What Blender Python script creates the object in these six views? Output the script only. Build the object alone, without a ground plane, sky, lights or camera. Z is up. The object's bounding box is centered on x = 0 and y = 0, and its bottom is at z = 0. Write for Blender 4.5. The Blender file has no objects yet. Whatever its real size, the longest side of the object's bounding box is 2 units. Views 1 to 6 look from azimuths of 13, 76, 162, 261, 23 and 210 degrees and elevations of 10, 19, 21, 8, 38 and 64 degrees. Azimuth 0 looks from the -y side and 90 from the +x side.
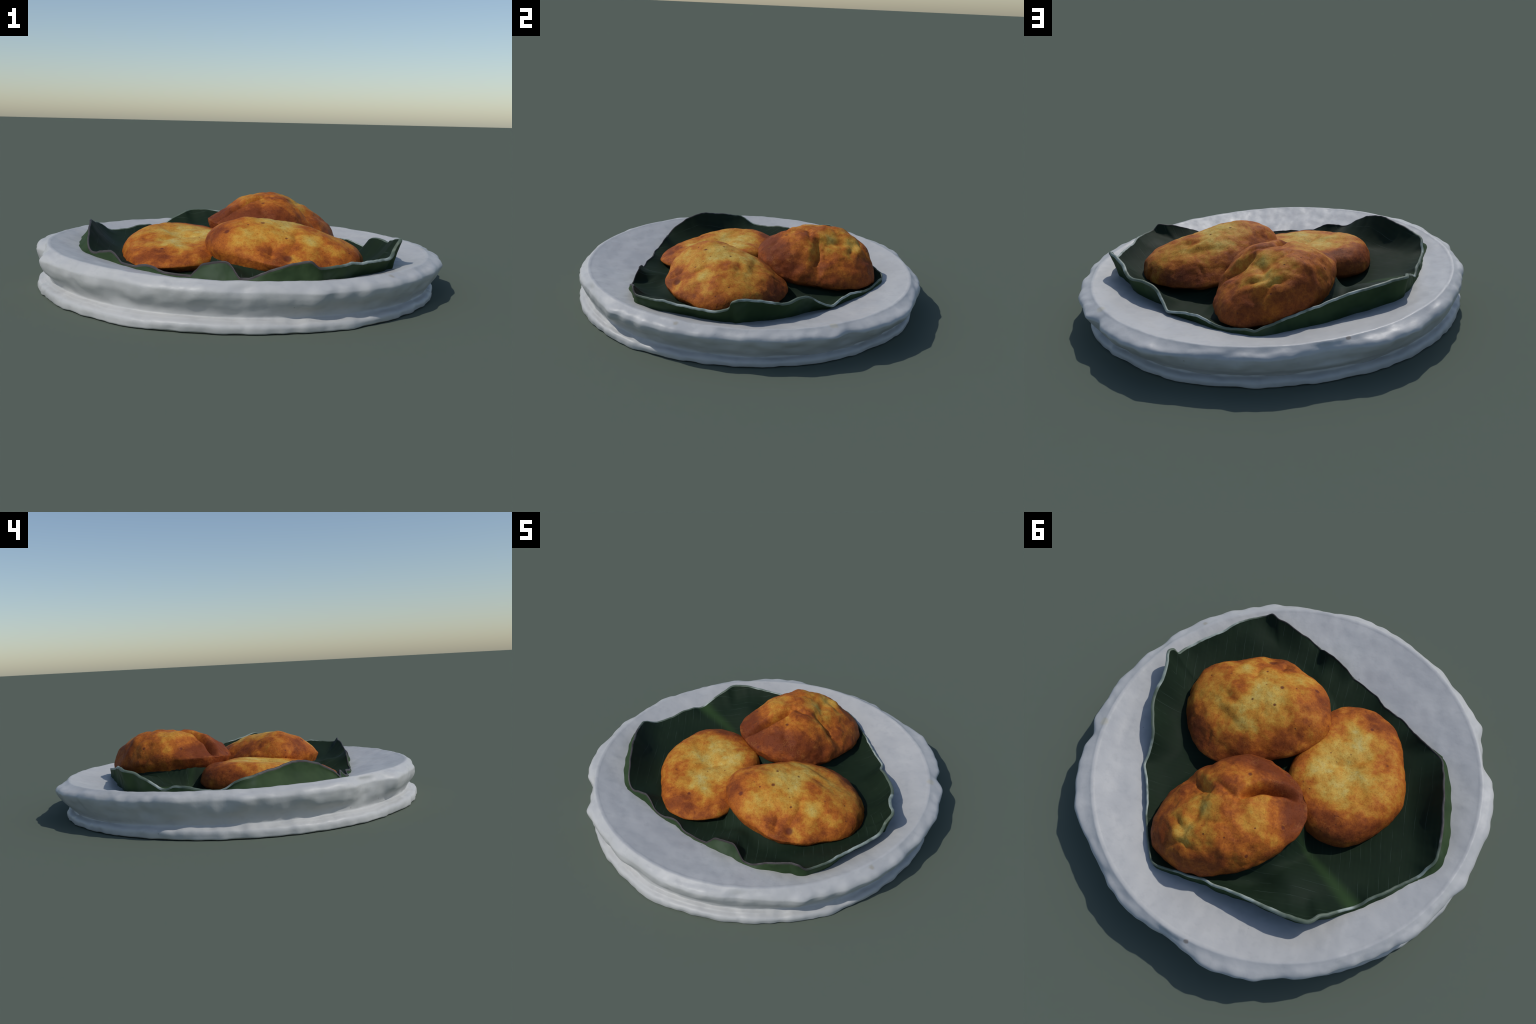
"""Three fried buns on a banana leaf, served on a hand-made white glazed plate."""
import bpy, math
import numpy as np
from mathutils import noise, Vector

TAU = 2 * math.pi


# ---------------------------------------------------------------- helpers
def smoothstep(a, b, x):
    t = np.clip((np.asarray(x, float) - a) / (b - a), 0, 1)
    return t * t * (3 - 2 * t)


def fbm(P, scale, octaves=3, seed=0.0):
    """Fractal noise in about -1..1 at each row of P."""
    off = Vector((seed * 7.31, seed * 3.17, seed * 5.77))
    return np.array([noise.fractal(Vector(p) * scale + off, 1.0, 2.0, octaves) for p in P])


def periodic(angles_deg, values, theta):
    """Smooth periodic curve through hand-placed (angle, value) pairs."""
    a = np.radians(np.asarray(angles_deg, float)) % TAU
    o = np.argsort(a)
    a, v = a[o], np.asarray(values, float)[o]
    a = np.concatenate([a[-2:] - TAU, a, a[:2] + TAU])
    v = np.concatenate([v[-2:], v, v[:2]])
    return hermite(a, v, np.asarray(theta) % TAU)


def hermite(x, y, q):
    """Monotone-limited cubic Hermite interpolation (no overshoot)."""
    x, y, q = (np.asarray(k, float) for k in (x, y, q))
    h = np.diff(x)
    s = np.diff(y) / h
    m = np.zeros_like(y)
    m[1:-1] = np.where(s[:-1] * s[1:] > 0, 2 * s[:-1] * s[1:] / (s[:-1] + s[1:] + 1e-12 * np.sign(s[1:])), 0)
    m[0], m[-1] = s[0], s[-1]
    i = np.clip(np.searchsorted(x, q) - 1, 0, len(h) - 1)
    t = np.clip((q - x[i]) / h[i], 0, 1)
    return ((1 + 2 * t) * (1 - t) ** 2 * y[i] + t * (1 - t) ** 2 * h[i] * m[i]
            + t * t * (3 - 2 * t) * y[i + 1] - t * t * (1 - t) * h[i] * m[i + 1])


def catmull(points, n, closed=False):
    """n points evenly spread along a Catmull-Rom spline."""
    P = np.asarray(points, float)
    Q = np.vstack([P[-1], P, P[0], P[1]]) if closed else np.vstack([2 * P[0] - P[1], P, 2 * P[-1] - P[-2]])
    dense = []
    for i in range(1, len(Q) - 2):
        a, b, c, d = Q[i - 1], Q[i], Q[i + 1], Q[i + 2]
        for t in np.linspace(0, 1, 24, endpoint=False):
            dense.append(.5 * (2 * b + (c - a) * t + (2 * a - 5 * b + 4 * c - d) * t * t + (3 * b - a - 3 * c + d) * t ** 3))
    dense.append(Q[-2])
    dense = np.array(dense)
    L = np.concatenate([[0], np.cumsum(np.linalg.norm(np.diff(dense, axis=0), axis=1))])
    s = np.linspace(0, L[-1], n, endpoint=not closed)
    return np.stack([np.interp(s, L, dense[:, k]) for k in range(P.shape[1])], 1)


def grid_faces(rows, cols, wrap=True):
    """Quads of a rows x cols grid, closed round the columns."""
    f = []
    for r in range(rows - 1):
        for c in range(cols if wrap else cols - 1):
            d = (c + 1) % cols
            f.append((r * cols + c, r * cols + d, (r + 1) * cols + d, (r + 1) * cols + c))
    return f


def vertex_normals(V, F):
    N = np.zeros_like(V)
    for k in (3, 4):
        fk = np.array([f for f in F if len(f) == k], int)
        if not len(fk):
            continue
        a, b, c = V[fk[:, 0]], V[fk[:, 1]], V[fk[:, 2]]
        n = np.cross(b - a, c - a) if k == 3 else np.cross(c - a, V[fk[:, 3]] - b)
        for j in range(k):
            np.add.at(N, fk[:, j], n)
    return N / np.maximum(np.linalg.norm(N, axis=1), 1e-12)[:, None]


def mesh_object(name, V, F, material, parent=None, normals=None):
    me = bpy.data.meshes.new(name)
    me.from_pydata([tuple(v) for v in V], [], [tuple(int(i) for i in f) for f in F])
    me.polygons.foreach_set("use_smooth", [True] * len(me.polygons))
    me.update()
    if normals is not None:
        me.normals_split_custom_set_from_vertices([tuple(n) for n in normals])
    me.materials.append(material)
    ob = bpy.data.objects.new(name, me)
    bpy.context.scene.collection.objects.link(ob)
    ob.parent = parent
    return ob


def split_object(V, F, region_of_face, names, materials, parent):
    """One smooth surface cut into named parts that share border vertices and normals."""
    N = vertex_normals(V, F)
    for key, name in names.items():
        fs = [f for f, r in zip(F, region_of_face) if r == key]
        used = sorted({i for f in fs for i in f})
        idx = {o: i for i, o in enumerate(used)}
        mesh_object(name, V[used], [[idx[i] for i in f] for f in fs], materials[key], parent, N[used])


def empty(name, location, label, category):
    ob = bpy.data.objects.new(name, None)
    ob.empty_display_size = .1
    ob.location = location
    bpy.context.scene.collection.objects.link(ob)
    ob["label"], ob["category"] = label, category
    return ob


# ---------------------------------------------------------------- node helpers
class Nodes:
    def __init__(self, name):
        self.mat = bpy.data.materials.new(name)
        self.mat.use_nodes = True
        self.t = self.mat.node_tree
        self.t.nodes.clear()
        self.out = self.t.nodes.new("ShaderNodeOutputMaterial")
        self.bsdf = self.t.nodes.new("ShaderNodeBsdfPrincipled")
        self.t.links.new(self.bsdf.outputs[0], self.out.inputs[0])
        self.coord = self.t.nodes.new("ShaderNodeTexCoord").outputs["Object"]

    def put(self, socket, v):
        if hasattr(v, "links") or isinstance(v, bpy.types.NodeSocket):
            self.t.links.new(v, socket)
        elif isinstance(v, (tuple, list)) and len(v) == 3 and socket.type == "RGBA":
            socket.default_value = (*v, 1)
        else:
            socket.default_value = v

    def math(self, op, a, b=0.0, c=0.0, clamp=False):
        n = self.t.nodes.new("ShaderNodeMath")
        n.operation, n.use_clamp = op, clamp
        for i, v in enumerate((a, b, c)):
            self.put(n.inputs[i], v)
        return n.outputs[0]

    def vmath(self, op, a, b=(0, 0, 0)):
        n = self.t.nodes.new("ShaderNodeVectorMath")
        n.operation = op
        self.put(n.inputs[0], a)
        self.put(n.inputs[1], b)
        return n.outputs["Value"] if op in ("LENGTH", "DISTANCE", "DOT_PRODUCT") else n.outputs[0]

    def mapping(self, v, loc=(0, 0, 0), rot=(0, 0, 0), scale=(1, 1, 1)):
        n = self.t.nodes.new("ShaderNodeMapping")
        self.put(n.inputs[0], v)
        n.inputs[1].default_value, n.inputs[2].default_value, n.inputs[3].default_value = loc, rot, scale
        return n.outputs[0]

    def noise(self, v, scale, detail=4, rough=.55, distort=0.0):
        n = self.t.nodes.new("ShaderNodeTexNoise")
        self.put(n.inputs["Vector"], v)
        n.inputs["Scale"].default_value, n.inputs["Detail"].default_value = scale, detail
        n.inputs["Roughness"].default_value, n.inputs["Distortion"].default_value = rough, distort
        return n.outputs["Fac"]

    def voronoi(self, v, scale, feature="F1"):
        n = self.t.nodes.new("ShaderNodeTexVoronoi")
        n.feature = feature
        self.put(n.inputs["Vector"], v)
        n.inputs["Scale"].default_value = scale
        return n.outputs["Distance"]

    def ramp(self, fac, stops):
        n = self.t.nodes.new("ShaderNodeValToRGB")
        self.put(n.inputs[0], fac)
        e = n.color_ramp.elements
        while len(e) < len(stops):
            e.new(1)
        for k, (p, c) in zip(e, stops):
            k.position, k.color = p, (*c, 1)
        return n.outputs[0]

    def remap(self, v, a, b, lo=0.0, hi=1.0, smooth=True):
        n = self.t.nodes.new("ShaderNodeMapRange")
        n.interpolation_type = "SMOOTHSTEP" if smooth else "LINEAR"
        self.put(n.inputs[0], v)
        for i, k in enumerate((a, b, lo, hi), 1):
            n.inputs[i].default_value = k
        return n.outputs[0]

    def mix(self, fac, a, b, mode="MIX"):
        n = self.t.nodes.new("ShaderNodeMix")
        n.data_type, n.blend_type = "RGBA", mode
        self.put(n.inputs[0], fac)
        self.put(n.inputs[6], a)
        self.put(n.inputs[7], b)
        return n.outputs[2]

    def spot(self, v, p, radius, inner=.35):
        """1 at the point p, falling to 0 at the given radius."""
        return self.remap(self.vmath("DISTANCE", v, p), radius * inner, radius, 1, 0)

    def bump(self, height, strength, distance):
        n = self.t.nodes.new("ShaderNodeBump")
        n.inputs["Strength"].default_value, n.inputs["Distance"].default_value = strength, distance
        self.put(n.inputs["Height"], height)
        self.t.links.new(n.outputs[0], self.bsdf.inputs["Normal"])

    def finish(self, color, rough, spec=.5, **more):
        self.put(self.bsdf.inputs["Base Color"], color)
        self.put(self.bsdf.inputs["Roughness"], rough)
        self.bsdf.inputs["Specular IOR Level"].default_value = spec
        for k, v in more.items():
            self.put(self.bsdf.inputs[k], v)
        return self.mat


# ---------------------------------------------------------------- plate
# profile: radius and height from the middle of the well over the lip, down the
# bulging wall to the waist, and out over the flat foot ring
WELL = [(0, .062), (.20, .066), (.40, .084), (.55, .108), (.66, .129), (.75, .148), (.82, .160), (.88, .174), (.915, .181)]
LIP = [(.929, .1845), (.936, .1846), (.9425, .1812), (.951, .1768), (.959, .1730)]
WALL = [(.968, .169), (.981, .160), (.988, .147), (.985, .130), (.976, .110), (.963, .090), (.950, .072), (.942, .060)]
FOOT = [(.937, .050), (.947, .0405), (.962, .035), (.970, .0295), (.974, .020), (.972, .004), (.964, .0), (.60, .0), (0.02, .0)]

# outer radius of the lumpy wall, walked round the plate (degrees, metres)
WALL_RADIUS = [(-174, .999), (-167, 1.007), (-156, 1.010), (-151, .981), (-143, .992), (-138, 1.018), (-134, 1.009), (-126, 1.000),
               (-118, 1.004), (-111, .990), (-103, 1.000), (-96, 1.004), (-89, 1.002), (-84, .995), (-70, .980), (-62, .989),
               (-57, 1.004), (-52, .992), (-41, .993), (-30, .986), (-19, .972), (-8, .983), (-3, .994), (6, .986), (12, 1.000),
               (17, .976), (22, .994), (29, 1.004), (38, 1.010), (46, .998), (52, .972), (62, .974), (71, .988), (76, .988),
               (85, .964), (91, .975), (96, .996), (101, 1.012), (109, 1.012), (117, .984), (124, .982), (134, .972), (145, .974),
               (158, .983), (164, .973), (173, .994), (178, .992)]
# fine trim of the wall radius
WALL_TRIM = [(-175, -.003), (-153, -.008), (-130, -.002), (-106, -.010), (-90, -.005), (-72, .003), (-55, .008), (-35, .006), (-20, .013),
             (0, .004), (12, .008), (35, .003), (55, .010), (75, .0), (98, -.008), (112, .0), (130, .006), (155, .0)]
FOOT_RADIUS = [(-164, .985), (-150, .984), (-138, .973), (-120, .975), (-112, .980), (-104, .992), (-91, .984), (-71, .980), (-51, .982),
               (-33, .969), (-24, .963), (-12, .966), (-1, .958), (8, .963), (19, .958), (27, .952), (45, .962), (55, .958), (66, .951),
               (82, .948), (104, .956), (118, .958), (131, .962), (150, .974), (165, .980), (178, .984)]


# the plate is not level: height of the lip above its mean, walked round the plate
LIP_RISE = [(-150, .033), (-132, .030), (-115, .026), (-90, .018), (-71, .014), (-50, .008), (-25, .004), (0, .001), (35, -.002),
            (55, -.001), (80, .003), (104, .010), (130, .019), (150, .027), (177, .031), (-165, .034)]
# radius of the tucked-in waist above the foot
WAIST = [(-170, .936), (-140, .932), (-100, .930), (-65, .934), (-35, .946), (0, .952), (40, .954), (80, .954), (120, .952), (150, .944)]


def warp(x, y):
    """Uneven tilt of the plate: full at the lip, fading towards the middle."""
    return periodic(*zip(*LIP_RISE), np.arctan2(y, x)) * np.clip(np.hypot(x, y) / .93, 0, 1.05) ** 1.6


def dish(x, y):
    """Height of the plate's well at x, y."""
    p = np.array(WELL + LIP)
    return hermite(p[:, 0], p[:, 1], np.hypot(x, y)) + warp(x, y)


def plate_material():
    n = Nodes("white_glaze")
    big = n.noise(n.coord, 5, 3, .5)
    fine = n.noise(n.mapping(n.coord, scale=(1, 1, 2)), 22, 4, .6)
    col = n.mix(n.remap(big, .3, .7), (.465, .466, .460), (.51, .508, .495))
    col = n.mix(n.math("MULTIPLY", n.remap(fine, .48, .72), .40), col, (.40, .405, .405))
    # tiny iron specks in the glaze
    speck = n.remap(n.voronoi(n.coord, 9), .028, .04, 1, 0)
    col = n.mix(n.math("MULTIPLY", speck, .55), col, (.22, .20, .18))
    # worn chips on the lip
    for p, r, c, s in (((-.03, .944, .19), .013, (.16, .11, .07), .6), ((.915, .215, .185), .028, (.46, .43, .33), .6),
                       ((.79, -.54, .186), .020, (.36, .33, .26), .7)):
        d = n.math("ADD", n.vmath("DISTANCE", n.coord, p), n.math("MULTIPLY", n.math("SUBTRACT", fine, .5), .03))
        col = n.mix(n.math("MULTIPLY", n.remap(d, r * .4, r, 1, 0), s), col, c)
    n.bump(n.noise(n.coord, 60, 3, .5), .06, .01)
    return n.finish(col, n.remap(fine, .3, .7, .42, .50), .33)


def build_plate():
    root = empty("plate", (0, 0, 0), "round hand-made white glazed plate with lumpy rim", "plate")
    prof = np.array(WELL + LIP + WALL + FOOT)
    region_marks = [len(WELL) - 1, len(WELL + LIP + WALL) - 1]
    # resample the profile by arc length, keeping the sharp turn at lip and waist
    seg = np.linalg.norm(np.diff(prof, axis=0), axis=1)
    L = np.concatenate([[0], np.cumsum(seg)])
    s = np.unique(np.concatenate([np.linspace(.004, L[len(WELL) - 1], 70), np.linspace(L[len(WELL) - 1], L[-3], 66), [L[-2], L[-1]]]))
    s = s[s > 0]
    R, Z = hermite(L, prof[:, 0], s), hermite(L, prof[:, 1], s)
    n = 640
    th = np.arange(n) / n * TAU
    wall_r = periodic(*zip(*WALL_RADIUS), th) - .990
    foot_r = periodic(*zip(*FOOT_RADIUS), th) - .971
    in_wall = smoothstep(L[region_marks[0] + 2], L[len(WELL + LIP) + 1], s) * (1 - smoothstep(L[region_marks[1] - 3], L[region_marks[1]], s))
    in_foot = smoothstep(L[region_marks[1] - 2], L[region_marks[1] + 2], s)
    # the lumps are strongest at the crest of the wall; the tilt moves the crest as the eye saw it
    wall_r = wall_r - .40 * periodic(*zip(*LIP_RISE), th) * np.cos(th + math.radians(61)) + .009 * np.cos(th - math.radians(35))
    wall_r = wall_r + periodic(*zip(*WALL_TRIM), th)
    crest = in_wall * np.where(Z > .145, 1, np.clip(.25 + .75 * (Z - .06) / .085, 0, 1))
    r = R[:, None] + crest[:, None] * wall_r + in_foot[:, None] * foot_r * np.clip(R / .93, 0, 1)[:, None]
    X, Y = r * np.cos(th), r * np.sin(th)
    z = np.repeat(Z[:, None], n, 1)
    waist_r = periodic(*zip(*WAIST), th) - .942
    at_waist = np.exp(-((s - L[region_marks[1]]) / .032) ** 2) * (s <= L[region_marks[1] + 1] + .004)
    X, Y = (r + at_waist[:, None] * waist_r) * np.cos(th), (r + at_waist[:, None] * waist_r) * np.sin(th)
    # the tilt acts fully on the well, less and less down the wall to the foot
    grip = np.where(s[:, None] < L[len(WELL)], 1.0, np.clip(.25 + .75 * (z - .03) / .15, 0, 1) * np.clip(z / .03, 0, 1))
    z = z + warp(X, Y) * grip
    V = np.stack([X, Y, z], -1).reshape(-1, 3)
    # thrown-by-hand unevenness: soft lumps on the wall, slight waves on lip and well
    N = vertex_normals(V, grid_faces(len(s), n))
    lump = fbm(V * (1, 1, 1.2), 7.5, 2, 1) * .009 + fbm(V * (1, 1, .7), 12, 2, 2) * .0065
    wave = fbm(V, 7, 2, 3) * .004 + fbm(V, 20, 2, 4) * .0016
    wallw = np.repeat(in_wall, n)
    wellw = np.repeat(1 - smoothstep(L[len(WELL + LIP) - 2], L[len(WELL + LIP) + 1], s), n)
    footw = np.repeat(in_foot * (s < L[-3]), n)
    V += N * (lump * wallw + wave * wellw + (fbm(V, 11, 2, 5) * .008) * footw)[:, None]
    V[:, 2] = np.maximum(V[:, 2], 0)
    V[-2 * n:, 2] = 0
    F = [f[::-1] for f in grid_faces(len(s), n)]
    mid = [s[min(f[0] // n + 1, len(s) - 1)] for f in F]
    reg = [0 if m < L[len(WELL) - 1] else 1 if m < L[region_marks[1]] else 2 for m in mid]
    # close the centre of the well and of the underside
    V = np.vstack([V, [[0, 0, V[:n, 2].mean()]], [[0, 0, 0]]])
    c0, c1, last = len(V) - 2, len(V) - 1, (len(s) - 1) * n
    for i in range(n):
        j = (i + 1) % n
        F.append((c0, i, j)); reg.append(0)
        F.append((c1, last + j, last + i)); reg.append(2)
    mat = plate_material()
    split_object(V, F, reg, {0: "well", 1: "rim", 2: "foot_ring"}, {0: mat, 1: mat, 2: mat}, root)


# ---------------------------------------------------------------- banana leaf
LEAF_ORIGIN = np.array((-.02, .0, .075))
# the wavy upper margin of the leaf, walked round the plate
LEAF_MARGIN = [
    (.475, -.713, .255), (.435, -.704, .250), (.387, -.713, .238), (.324, -.710, .216), (.271, -.713, .192), (.250, -.713, .181),
    (.188, -.699, .160), (.141, -.677, .207), (.111, -.661, .222), (.083, -.655, .221), (.038, -.642, .211), (-.004, -.634, .197),
    (-.037, -.632, .168), (-.068, -.628, .136), (-.105, -.621, .130), (-.157, -.603, .141), (-.208, -.585, .151), (-.244, -.561, .158),
    (-.270, -.543, .160), (-.313, -.535, .160), (-.367, -.529, .146), (-.418, -.505, .156), (-.491, -.452, .195), (-.555, -.435, .189),
    (-.612, -.414, .184), (-.648, -.371, .224), (-.687, -.274, .275), (-.725, -.174, .295), (-.760, -.092, .281), (-.790, -.010, .266),
    (-.813, .061, .250), (-.817, .110, .241), (-.798, .146, .218), (-.789, .175, .200), (-.760, .218, .190), (-.711, .288, .194),
    (-.665, .352, .203), (-.632, .400, .202), (-.600, .447, .189), (-.519, .538, .241), (-.483, .577, .262), (-.450, .625, .275),
    (-.364, .644, .275), (-.286, .650, .267), (-.224, .654, .262), (-.166, .659, .256), (-.100, .663, .247), (-.031, .671, .235),
    (.030, .670, .222), (.091, .681, .215), (.141, .689, .208), (.215, .703, .198), (.271, .710, .190), (.302, .703, .178),
    (.337, .672, .175), (.402, .597, .160), (.444, .537, .162), (.500, .439, .172), (.550, .374, .170), (.608, .304, .157),
    (.622, .241, .180), (.638, .171, .222), (.681, .100, .241), (.735, .019, .236), (.749, -.041, .248), (.752, -.106, .262),
    (.768, -.171, .280), (.792, -.220, .292), (.800, -.243, .294), (.790, -.262, .282), (.772, -.272, .250), (.768, -.300, .236), (.756, -.344, .225), (.708, -.430, .226),
    (.659, -.503, .226), (.614, -.585, .236), (.560, -.651, .231), (.511, -.701, .232)]
# how far the outer face slopes out (+) or tucks in (-) below the margin, by direction
LEAF_LEAN = [(-178, .055), (-165, .06), (-152, .045), (-142, .018), (-125, .018), (-105, .012), (-88, .022), (-76, .02), (-66, .004),
             (-50, -.015), (-30, -.042), (-12, -.030), (5, -.034), (20, -.040), (35, -.012), (60, .004), (95, .0), (108, -.018),
             (125, -.016), (140, .012), (158, .02), (172, .04)]


# thickness of the rolled margin, by direction
MARGIN_WIDTH = [(-60, .007), (-35, .013), (0, .017), (30, .012), (60, .009), (95, .012), (125, .018), (140, .012), (170, .013),
                (-160, .010), (-120, .006), (-85, .006)]


def leaf_materials():
    # --- upper face, with the pale midrib and its slanting side veins
    def green(name, base_a, base_b, veins):
        n = Nodes(name)
        o = n.coord
        mott = n.noise(o, 7, 4, .55)
        col = n.mix(n.remap(mott, .35, .7), base_a, base_b)
        # frame along the midrib: x runs inward from its cut end
        ang = math.atan2(-.43, .90)
        end = Vector((-.60, .46, .19)) - Vector(LEAF_ORIGIN)
        rib = n.mapping(n.vmath("SUBTRACT", o, tuple(end)), rot=(0, 0, -ang))
        sep = n.t.nodes.new("ShaderNodeSeparateXYZ")
        n.put(sep.inputs[0], rib)
        along, side = sep.outputs[0], n.math("ABSOLUTE", sep.outputs[1])
        if veins:
            ph = n.math("SUBTRACT", along, n.math("MULTIPLY", n.math("POWER", side, .9), .98))
            ph = n.math("ADD", ph, n.math("MULTIPLY", n.noise(o, 3, 2), .05))
            line = n.math("ABSOLUTE", n.math("SINE", n.math("MULTIPLY", ph, 48)))
            thin = n.math("MULTIPLY", n.remap(line, 0, .08, 1, 0), n.remap(n.noise(o, 9, 2), .42, .62, .02, .45))
            soft = n.math("MULTIPLY", n.math("SINE", n.math("MULTIPLY", ph, 210)), .5)
            col = n.mix(n.remap(soft, -.5, .5, 0, .18), col, tuple(c * .72 for c in base_a))
            col = n.mix(thin, col, (.085, .125, .10))
            # midrib: broad and light at the cut end, fading inward
            width = n.remap(along, 0, .5, .034, .010, False)
            m = n.remap(n.math("DIVIDE", side, width), .0, 1.9, 1, 0)
            fade = n.remap(along, .0, .70, .70, 0)
            col = n.mix(n.math("MULTIPLY", m, fade), col, (.034, .072, .022))
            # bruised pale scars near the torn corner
            for p, r in (((.708, -.155, .235), .016), ((.712, -.185, .245), .012)):
                col = n.mix(n.math("MULTIPLY", n.spot(o, tuple(Vector(p) - Vector(LEAF_ORIGIN)), r, .6), .8), col, (.15, .19, .16))
        else:
            # pale grey-green patches mixed by noise over the underside
            pale_patches = n.remap(n.noise(o, 5, 3, .5, .4), .50, .72, 0, .40)
            col = n.mix(pale_patches, col, (.10, .13, .095))
        n.bump(n.noise(o, 40, 3), .08, .01)
        return n.finish(col, n.remap(mott, .3, .7, .62, .74), .10)

    upper = green("leaf_upper_green", (.0105, .0215, .0115), (.0135, .0265, .0140), True)
    lower = green("leaf_under_green", (.026, .050, .020), (.042, .072, .030), False)
    # --- the cut margin: pale, waxy, purple-stained along one side
    n = Nodes("leaf_margin_pale")
    sep = n.t.nodes.new("ShaderNodeSeparateXYZ")
    n.put(sep.inputs[0], n.coord)
    nz = n.noise(n.coord, 12, 3)
    col = n.mix(n.remap(nz, .35, .65), (.38, .43, .39), (.20, .25, .21))
    col = n.mix(n.remap(n.noise(n.coord, 4.5, 3, .6), .46, .56, 0, .9), col, (.08, .11, .075))
    diag = n.math("ADD", n.math("MULTIPLY", sep.outputs[0], .55), n.math("MULTIPLY", sep.outputs[1], 1.0))
    col = n.mix(n.remap(diag, -.44, -.36, .9, 0), col, (.034, .022, .025))
    margin = n.finish(col, .5, .3)
    return upper, lower, margin


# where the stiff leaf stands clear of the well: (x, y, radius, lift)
LEAF_SPAN = [(-.32, .55, .11, .050), (-.23, .46, .12, .055), (-.42, .44, .13, .028), (-.56, .20, .12, .012), (-.58, .42, .12, .006),
             (.08, -.54, .09, .055), (-.01, -.01, .11, .060), (-.50, -.10, .14, .008), (.52, -.58, .11, .030)]


def leaf_floor(x, y):
    lift = .010 + 0 * x
    for a, b, r, h in LEAF_SPAN:
        lift = lift + h * np.exp(-((x - a) ** 2 + (y - b) ** 2) / r ** 2)
    z = dish(x, y) + lift
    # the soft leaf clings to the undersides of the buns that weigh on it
    cling = 0 * x
    for b in BUNS:
        dx, dy = x - b["center"][0], y - b["center"][1]
        o, a, d = b["outline"], np.arctan2(dy, dx), np.hypot(dx, dy)
        R = o[0] + sum(o[2 * k - 1] * np.cos(k * a) + o[2 * k] * np.sin(k * a) for k in range(1, 6))
        f = np.minimum(1, R / np.maximum(d, 1e-6))
        belly = b["plane"][0] + (b["plane"][1] * dx + b["plane"][2] * dy) * f / .3 - b["cling"]
        near = np.clip(1 - (d - R + .02) / .085, 0, 1) ** 1.6
        cling = np.maximum(cling, np.maximum(belly - z, 0) * near)
    return z + cling


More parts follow.
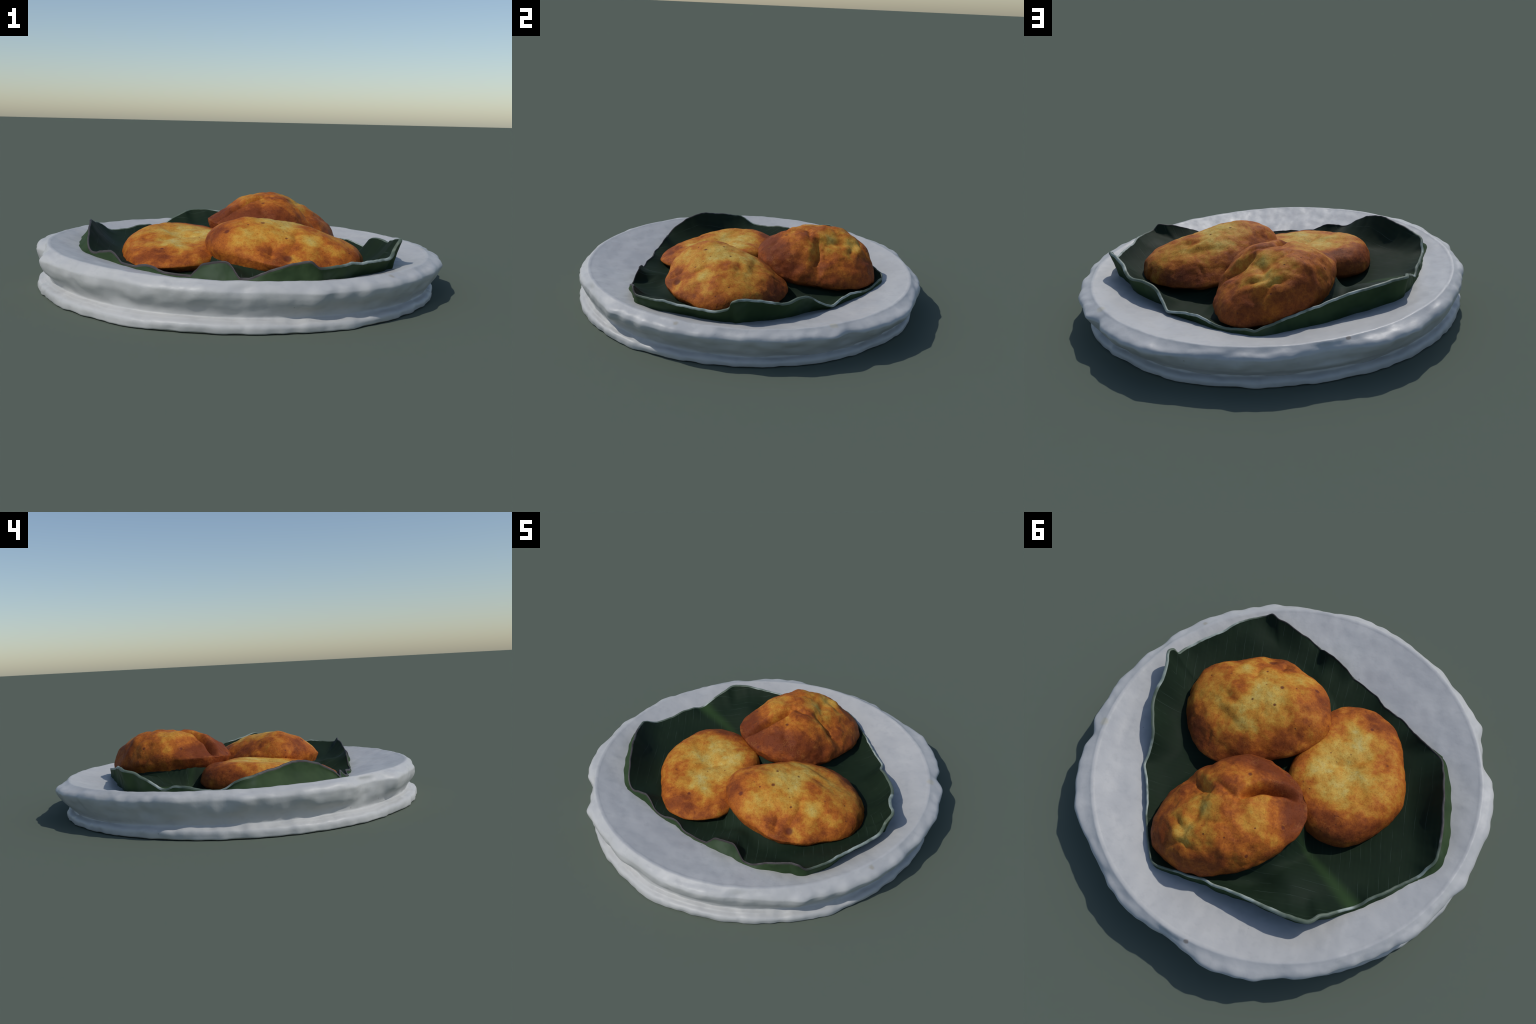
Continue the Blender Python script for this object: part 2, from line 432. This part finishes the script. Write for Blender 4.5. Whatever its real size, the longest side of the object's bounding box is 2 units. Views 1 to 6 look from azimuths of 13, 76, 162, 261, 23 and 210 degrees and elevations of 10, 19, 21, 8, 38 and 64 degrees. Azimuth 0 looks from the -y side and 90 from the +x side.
def build_leaf():
    root = empty("banana_leaf", tuple(LEAF_ORIGIN), "dark green banana leaf piece with wavy upturned edges", "leaf")
    n = 900
    B = catmull(LEAF_MARGIN[::-1], n, closed=True)          # anticlockwise seen from above
    tang = np.roll(B, -6, 0) - np.roll(B, 6, 0)
    out = np.stack([tang[:, 1], -tang[:, 0], 0 * tang[:, 0]], 1)
    out /= np.linalg.norm(out, axis=1)[:, None]
    # torn, slightly nibbled margin
    B[:, 2] += fbm(B, 26, 2, 12) * .003
    B += out * (fbm(B * (1, 1, 0), 14, 2, 15) * .004)[:, None]
    th = np.arctan2(B[:, 1], B[:, 0])
    lean = periodic(*zip(*LEAF_LEAN), th)
    c = LEAF_ORIGIN[:2]
    # upper face: lies in the well, sweeps up to the margin
    s = np.concatenate([np.linspace(.03, .62, 16, endpoint=False), np.linspace(.62, 1, 34)])
    rows = []
    edge_lift = np.maximum(B[:, 2] - leaf_floor(B[:, 0], B[:, 1]), .002)
    reach = .09 + .55 * edge_lift

    def blur(a, width):
        k = np.hanning(2 * int(width) + 3)
        return np.convolve(np.concatenate([a[-200:], a, a[:200]]), k / k.sum(), "same")[200:-200]
    for k in s:
        x = c[0] + (B[:, 0] - c[0]) * k
        y = c[1] + (B[:, 1] - c[1]) * k
        gap = (1 - k) * np.hypot(B[:, 0] - c[0], B[:, 1] - c[1])
        wide = 60 * (1 - k) ** .7
        w = np.clip(1 - gap / blur(reach, 20), 0, 1) ** 2
        z = leaf_floor(x, y) + (blur(edge_lift, wide) if k < .999 else edge_lift) * w
        rows.append(np.stack([x, y, z], 1))
    V = np.array(rows)
    inner = len(s)
    P = V.reshape(-1, 3)
    soft = np.repeat(1 - s ** 6, n)
    V[..., 2] += (fbm(P * (1, 1, .2), 6, 2, 13) * .004 * soft).reshape(inner, n)
    # rounded margin and the outer face that comes down to the plate
    T = periodic(*zip(*MARGIN_WIDTH), th)[:, None]
    roll = [(0.15, .0028), (.45, .0042), (.8, .0028), (1.0, -.001), (1.02, -.006)]
    extra = [V[-1] + out * T * a + np.array([0, 0, b]) for a, b in roll]
    top = extra[-1]
    foot = V[-1] + out * (lean[:, None] + T * .6)
    foot[:, 2] = dish(foot[:, 0], foot[:, 1]) - .006
    bend = .5 * (top + foot)
    bend[:, :2] += out[:, :2] * np.where(lean > .03, -.026, -.004)[:, None]
    skirt = [(1 - t) ** 2 * top + 2 * t * (1 - t) * bend + t * t * foot for t in np.linspace(.12, 1, 14)]
    base = []
    for k in (.85, .6, .3, .03):
        x, y = c[0] + (foot[:, 0] - c[0]) * k, c[1] + (foot[:, 1] - c[1]) * k
        base.append(np.stack([x, y, dish(x, y) - .008], 1))
    G = np.concatenate([V, np.array(extra), np.array(skirt), np.array(base)])
    sk = slice(inner + len(roll), inner + len(roll) + len(skirt))
    q = G[sk].reshape(-1, 3)
    G[sk] += out[None] * (fbm(q, 16, 2, 14) * .004).reshape(len(skirt), n, 1)
    F = grid_faces(len(G), n)
    F = [tuple(f) for f in F]
    flat = G.reshape(-1, 3)
    # regions: midrib strip, blade, margin, underside
    d = np.array((.90, -.43)) / np.hypot(.90, .43)
    rel = flat[:, :2] - np.array((-.60, .46))
    along, side = rel @ d, np.abs(rel @ np.array((-d[1], d[0])))
    rib = (along < .42) & (side < .030 - .045 * np.clip(along, 0, .42))
    reg = []
    for f in F:
        row = f[0] // n
        if row < inner - 1:
            reg.append(1 if rib[list(f)].all() else 0)
        else:
            reg.append(2 if row < inner + len(roll) - 1 else 3)
    flat = np.vstack([flat, [[*c, flat[:n, 2].mean()], [*c, flat[-n:, 2].mean()]]])
    c0, c1, last = len(flat) - 2, len(flat) - 1, (len(G) - 1) * n
    for i in range(n):
        j = (i + 1) % n
        F.append((c0, i, j)); reg.append(0)
        F.append((c1, last + j, last + i)); reg.append(3)
    # grid rows run outward and anticlockwise: turn quads to face up/out
    F = [f[::-1] if len(f) == 4 else f for f in F]
    upper, lower, margin = leaf_materials()
    split_object(flat - LEAF_ORIGIN, F, reg, {0: "leaf_blade", 1: "midrib", 2: "leaf_margin", 3: "leaf_underside"},
                 {0: upper, 1: upper, 2: margin, 3: lower}, root)


# ---------------------------------------------------------------- fried buns
# Every bun: plan outline as a few Fourier terms, a tilted mid plane, a domed top
# given by a low polynomial, an undercut belly, then creases, dents and lumps.
BUNS = [
    dict(center=(-.30, -.14), floor=.098, seed=21, lobes=[(25, 24, .026)], cling=0.03, fry=-.10, lumps=.0045,
         outline=[.3181, .0158, .0121, -.0499, -.0253, -.0139, -.0015, .0024, .0027, -.0046, .0008],
         plane=[.1518, .0155, .0078], belly=.05,
         dome=[.0885, -.0422, .0157, .0568, -.0154, .0116, .0343, .0263, .0134, .0191],
         creases=[([(-.375, -.285), (-.335, -.225), (-.302, -.170), (-.225, -.114), (-.16, -.09)], .022, .013),
                  ([(-.345, -.158), (-.302, -.124)], .007, .005)],
         dents=[(-.405, -.225, .055, .012), (-.15, -.28, .05, .006), (-.30, -.08, .05, .010), (-.27, .05, .03, -.006),
                (-.17, .0, .05, -.005), (-.25, -.34, .05, -.006), (-.24, -.06, .035, -.006)],
         brown=[(-.322, -.405, .195, .09, .45), (-.241, -.412, .197, .08, .35), (-.133, -.283, .227, .07, .45), (-.43, -.225, .232, .09, .55),
                (-.27, .125, .255, .07, .3), (-.487, -.025, .253, .08, .25), (-.36, .19, .22, .16, .5), (-.50, .08, .20, .12, .4), (-.14, .03, .24, .05, .3)],
         pale=[(-.336, -.082, .249, .10, .5), (-.171, -.061, .242, .09, .5), (-.259, -.31, .221, .09, .5), (-.273, .042, .253, .10, .5),
               (-.30, -.24, .235, .08, .35), (-.22, -.18, .238, .09, .4), (-.10, -.02, .225, .06, .3)],
         spots=[(-.291, -.273, .237, .009), (-.279, -.374, .206, .010), (-.253, -.191, .237, .006), (-.141, -.047, .240, .007), (-.43, -.225, .232, .010), (-.063, .001, .213, .008)],
         rim=(.0, .0, .30, .345, -.45)),
    dict(center=(.26, -.29), floor=.110, seed=33, cling=0.035, fry=-.09, lumps=.0055,
         outline=[.3347, .0198, .0877, .0191, .0185, -.0113, .0055, .0095, -.0032, .0040, .0022],
         plane=[.1940, -.0347, -.0052], belly=.075,
         dome=[.1370, -.0257, .0735, .0016, .0274, -.0861, .0191, -.0358, -.0069, -.0101],
         creases=[([(.262, -.43), (.264, -.46), (.27, -.515)], .020, .012),
                  ([(.330, -.470), (.342, -.420), (.352, -.375), (.345, -.330), (.352, -.285)], .013, .008),
                  ([(.397, .020), (.390, .065), (.403, .100)], .008, .009),
                  ([(.622, -.150), (.636, -.120)], .012, .010),
                  ([(.530, -.115), (.442, -.085), (.351, -.060), (.286, -.035), (.22, -.02)], .026, .006),
                  ([(.44, -.20), (.40, -.15), (.30, -.13)], .020, .006)],
         dents=[(.34, -.48, .03, .010), (.39, -.21, .07, -.004), (.47, -.29, .05, -.006), (.30, -.20, .05, .005), (.10, -.25, .05, -.005),
                (.16, -.15, .04, .005), (.43, .00, .06, -.010), (.30, .03, .06, -.008), (.55, -.20, .05, -.006), (.42, -.40, .05, -.006)],
         brown=[(.07, -.249, .353, .10, .5), (.272, -.458, .25, .07, .6), (.385, -.212, .318, .08, .5), (.475, -.292, .28, .08, .45),
                (.499, -.005, .221, .12, .4), (.609, -.273, .219, .09, .3), (-.04, -.347, .294, .10, .45), (.361, -.405, .263, .06, .45),
                (.45, .06, .19, .16, .4), (.20, .06, .25, .14, .4), (.05, -.10, .31, .10, .4)],
         pale=[(.259, -.198, .342, .10, .5), (.411, -.345, .278, .06, .5), (.303, -.298, .32, .07, .4), (.513, -.343, .247, .05, .4),
               (.125, -.421, .295, .09, .35), (.163, -.233, .354, .08, .4), (.275, -.069, .315, .07, .55), (.215, -.06, .308, .05, .4), (.433, -.33, .28, .05, .3)],
         spots=[(.036, -.384, .309, .013), (.184, -.300, .344, .011), (.287, -.331, .318, .007), (.459, -.276, .288, .010), (.310, -.375, .290, .007),
                (.282, -.178, .338, .007), (.337, -.476, .220, .022), (.167, -.194, .352, .008)],
         rim=(.03, .06, .38, .31, -.35)),
    dict(center=(.05, .40), floor=.125, seed=47, cling=0.035, fry=.09, lumps=.0075,
         outline=[.3154, .0558, -.0480, .0, .0374, -.0033, .0095, -.0052, .0039, .0036, .0005],
         plane=[.2276, -.0491, -.0105], belly=.085,
         dome=[.1847, .0454, .0130, -.0825, -.0525, -.0094, .0171, .0001, .0127, .0285],
         creases=[([(-.155, .160), (-.128, .160), (-.083, .176), (-.010, .222), (.028, .266), (.054, .312)], .019, .095),
                  ([(.044, .330), (.091, .322), (.181, .298)], .014, .014),
                  ([(.181, .345), (.262, .330), (.325, .303), (.376, .312)], .028, .045),
                  ([(.352, .330), (.293, .367), (.236, .374), (.215, .410), (.204, .467), (.205, .543), (.183, .595)], .028, .014),
                  ([(.285, .630), (.235, .628), (.189, .606), (.150, .622), (.105, .614)], .016, .013),
                  ([(.297, .505), (.238, .547), (.195, .575)], .020, .014),
                  ([(.125, .480), (.071, .466), (.030, .425)], .011, .007),
                  ([(.067, .126), (.110, .105), (.125, .085)], .020, .012)],
         dents=[(.175, .475, .06, .016), (-.06, .36, .07, -.006), (.10, .40, .07, -.006), (.287, .390, .060, .030), (.25, .58, .05, -.003), (.12, .20, .08, -.006),
                (.0, .55, .10, -.005), (.18, .25, .05, -.010), (.0, .145, .07, -.010)],
         brown=[(-.10, .15, .31, .12, .5), (.03, .15, .33, .12, .5), (-.17, .24, .29, .10, .5), (.10, .10, .31, .10, .35), (-.15, .48, .30, .12, .35),
                (.0, .62, .30, .14, .4), (.33, .33, .28, .06, .3), (.13, .30, .40, .07, .25), (.30, .60, .25, .10, .25)],
         pale=[(-.058, .357, .393, .09, .6), (.205, .401, .381, .07, .6), (.167, .461, .39, .09, .5), (-.162, .400, .326, .06, .5), (.071, .225, .391, .05, .45),
               (.20, .56, .35, .07, .5), (.27, .37, .345, .05, .4), (.10, .53, .38, .10, .3), (.30, .50, .30, .06, .3)],
         spots=[(.077, .190, .380, .010), (-.134, .194, .315, .008), (-.055, .067, .275, .010), (-.169, .327, .330, .010), (-.146, .349, .337, .007),
                (-.096, .524, .336, .010), (.063, .555, .380, .008), (.20, .20, .33, .009)],
         rim=(.03, .0, .37, .33, -.5)),
]


def crease_profile(px, py, line, width, depth):
    """Groove along a polyline with swollen lips, fading at its two ends."""
    P = catmull(line, 40) if len(line) > 2 else np.linspace(line[0], line[1], 20)
    dist = np.full(px.shape, 9.0)
    at = np.zeros(px.shape)
    for i in range(len(P) - 1):
        a, e = P[i], P[i + 1] - P[i]
        t = np.clip(((px - a[0]) * e[0] + (py - a[1]) * e[1]) / (e @ e + 1e-12), 0, 1)
        d = np.hypot(px - a[0] - t * e[0], py - a[1] - t * e[1])
        near = d < dist
        dist, at = np.where(near, d, dist), np.where(near, (i + t) / (len(P) - 1), at)
    fade = .12 + .88 * np.sin(np.pi * np.clip(at, .0, 1.0)) ** .6
    u = dist / width
    return depth * fade * (-np.exp(-np.abs(u) ** 1.5 * 1.1) + .09 * np.exp(-((u - 2.0) / 1.0) ** 2))


def bun_surface(b, nt, nr):
    th = np.arange(nt) / nt * TAU
    o = b["outline"]
    R = o[0] + sum(o[2 * k - 1] * np.cos(k * th) + o[2 * k] * np.sin(k * th) for k in range(1, 6))
    for a, w, h in b.get("lobes", []):                      # extra swell in one direction
        R = R + h * np.exp(-(((th - math.radians(a) + np.pi) % TAU - np.pi) / math.radians(w)) ** 2)
    up, low = int(nr * .68), nr - int(nr * .68)
    f = np.linspace(0, np.pi / 2, up)
    rho = np.concatenate([1 - .45 * np.linspace(1, 0, low, endpoint=False) ** 1.5, np.cos(f) ** .75 + 1e-3])
    x = b["center"][0] + R[:, None] * rho * np.cos(th)[:, None]
    y = b["center"][1] + R[:, None] * rho * np.sin(th)[:, None]
    u, v = (x - b["center"][0]) / .3, (y - b["center"][1]) / .3
    h = b["dome"]
    H = (h[0] + h[1] * u + h[2] * v + h[3] * u * u + h[4] * u * v + h[5] * v * v
         + h[6] * u ** 3 + h[7] * u * u * v + h[8] * u * v * v + h[9] * v ** 3)
    mid = b["plane"][0] + b["plane"][1] * u + b["plane"][2] * v
    z = mid.copy()
    z[:, low:] += H[:, low:] * np.sin(f)
    drop = np.sin(np.linspace(np.pi / 2, 0, low, endpoint=False))
    floor = np.minimum(b["floor"], mid[:, :low] - .02)
    z[:, :low] -= (mid[:, :low] - floor) * drop
    return np.stack([x, y, z], -1), low


def bun_material(i, b):
    n = Nodes(f"fried_crust_{'abc'[i]}")
    o = n.coord
    c = Vector((*b["center"], .0))
    loc = lambda p: tuple(Vector(p[:3]) - c)
    warp = n.noise(o, 9, 3, .6)
    # browning: 0 pale dough, 1 dark crust; browner towards the rim of the outline
    cx, cy, ra, rb, rot = b["rim"]
    e = n.mapping(n.vmath("SUBTRACT", o, (cx, cy, 0)), rot=(0, 0, rot))
    e = n.vmath("MULTIPLY", e, (1 / ra, 1 / rb, 0))
    rim = n.vmath("LENGTH", e)
    v = n.math("ADD", n.remap(rim, .55, 1.03, .53 + b['fry'], .80 + b['fry']), n.math("MULTIPLY", n.math("SUBTRACT", n.noise(o, 8, 5, .62), .5), .85))
    v = n.math("ADD", v, n.math("MULTIPLY", n.math("SUBTRACT", n.noise(o, 20, 7, .70), .5), .90))
    jit = n.math("MULTIPLY", n.math("SUBTRACT", warp, .5), .11)
    for sign, key in ((1, "brown"), (-1, "pale")):
        for p in b[key]:
            d = n.math("ADD", n.vmath("DISTANCE", o, loc(p)), jit)
            v = n.math("ADD", v, n.remap(d, 0, p[3] * 1.25, sign * p[4] * (.42 if sign > 0 else .46), 0))
    col = n.ramp(v, [(.0, (.58, .46, .16)), (.20, (.57, .365, .076)), (.42, (.53, .245, .034)), (.62, (.43, .125, .018)), (.80, (.265, .066, .014)), (1.0, (.17, .040, .012))])
    # fine crust: pale flour webs, darker pores
    web = n.voronoi(n.vmath("ADD", o, n.vmath("MULTIPLY", n.noise(o, 30, 2), (.02, .02, .02))), 55, "DISTANCE_TO_EDGE")
    web = n.math("MULTIPLY", n.remap(web, 0, .07, 1, 0), n.remap(n.noise(o, 14, 3), .5, .7, 0, .22))
    col = n.mix(web, col, (.60, .30, .07))
    grain = n.noise(o, 130, 3, .7)
    col = n.mix(n.remap(grain, .48, .70, 0, .5), col, n.mix(1.0, col, (.50, .40, .34), "MULTIPLY"))
    pores = n.math("MULTIPLY", n.remap(n.voronoi(o, 24), .07, .13, 1, 0), n.remap(n.noise(o, 11, 2), .50, .60))
    for p in b["spots"]:
        d = n.math("ADD", n.vmath("DISTANCE", o, loc(p)), n.math("MULTIPLY", n.math("SUBTRACT", grain, .5), .006))
        pores = n.math("MAXIMUM", pores, n.remap(d, p[3] * .5, p[3] * 1.25, 1, 0))
    col = n.mix(n.math("MULTIPLY", pores, .88), col, (.13, .030, .016))
    height = n.math("ADD", n.math("MULTIPLY", grain, .5), n.math("MULTIPLY", n.noise(o, 48, 4, .6), 1.0))
    height = n.math("SUBTRACT", height, n.math("MULTIPLY", pores, .8))
    n.bump(height, .35, .006)
    return n.finish(col, .62, .10)


def build_buns():
    for i, b in enumerate(BUNS):
        nt, nr = 260, 130
        G, low = bun_surface(b, nt, nr)
        # rows of the grid run round the bun; transpose to rings for the faces
        ring = np.transpose(G, (1, 0, 2)).reshape(-1, 3)
        F = grid_faces(nr, nt)
        N = vertex_normals(ring, F)
        top = np.repeat(smoothstep(low - 18, low + 6, np.arange(nr)), nt)
        d = fbm(ring, 7, 2, b["seed"]) * b["lumps"] * 1.6 + fbm(ring, 17, 2, b["seed"] + 1) * b["lumps"] * .75 + fbm(ring, 45, 2, b["seed"] + 2) * .0010
        for line, w, depth in b["creases"]:
            d += crease_profile(ring[:, 0], ring[:, 1], line, w, depth) * top
        for x, y, r, depth in b["dents"]:
            d -= depth * np.exp(-(((ring[:, 0] - x) ** 2 + (ring[:, 1] - y) ** 2) / r ** 2)) * top
        V = ring + N * d[:, None]
        V = np.vstack([V, [V[-nt:].mean(0)], [V[:nt].mean(0)]])
        a, z = len(V) - 2, len(V) - 1
        for k in range(nt):
            j = (k + 1) % nt
            F.append((a, (nr - 1) * nt + k, (nr - 1) * nt + j))
            F.append((z, j, k))
        origin = np.array((*b["center"], 0.0))
        ob = mesh_object("fried_bun", V - origin, F, bun_material(i, b))
        ob.location = origin
        ob["label"] = ("flat golden fried bun with browned edges", "oval golden brown fried bun with dark specks",
                       "folded brown fried bun with deep creases")[i]
        ob["category"] = "fried bread"


build_plate()
build_leaf()
build_buns()
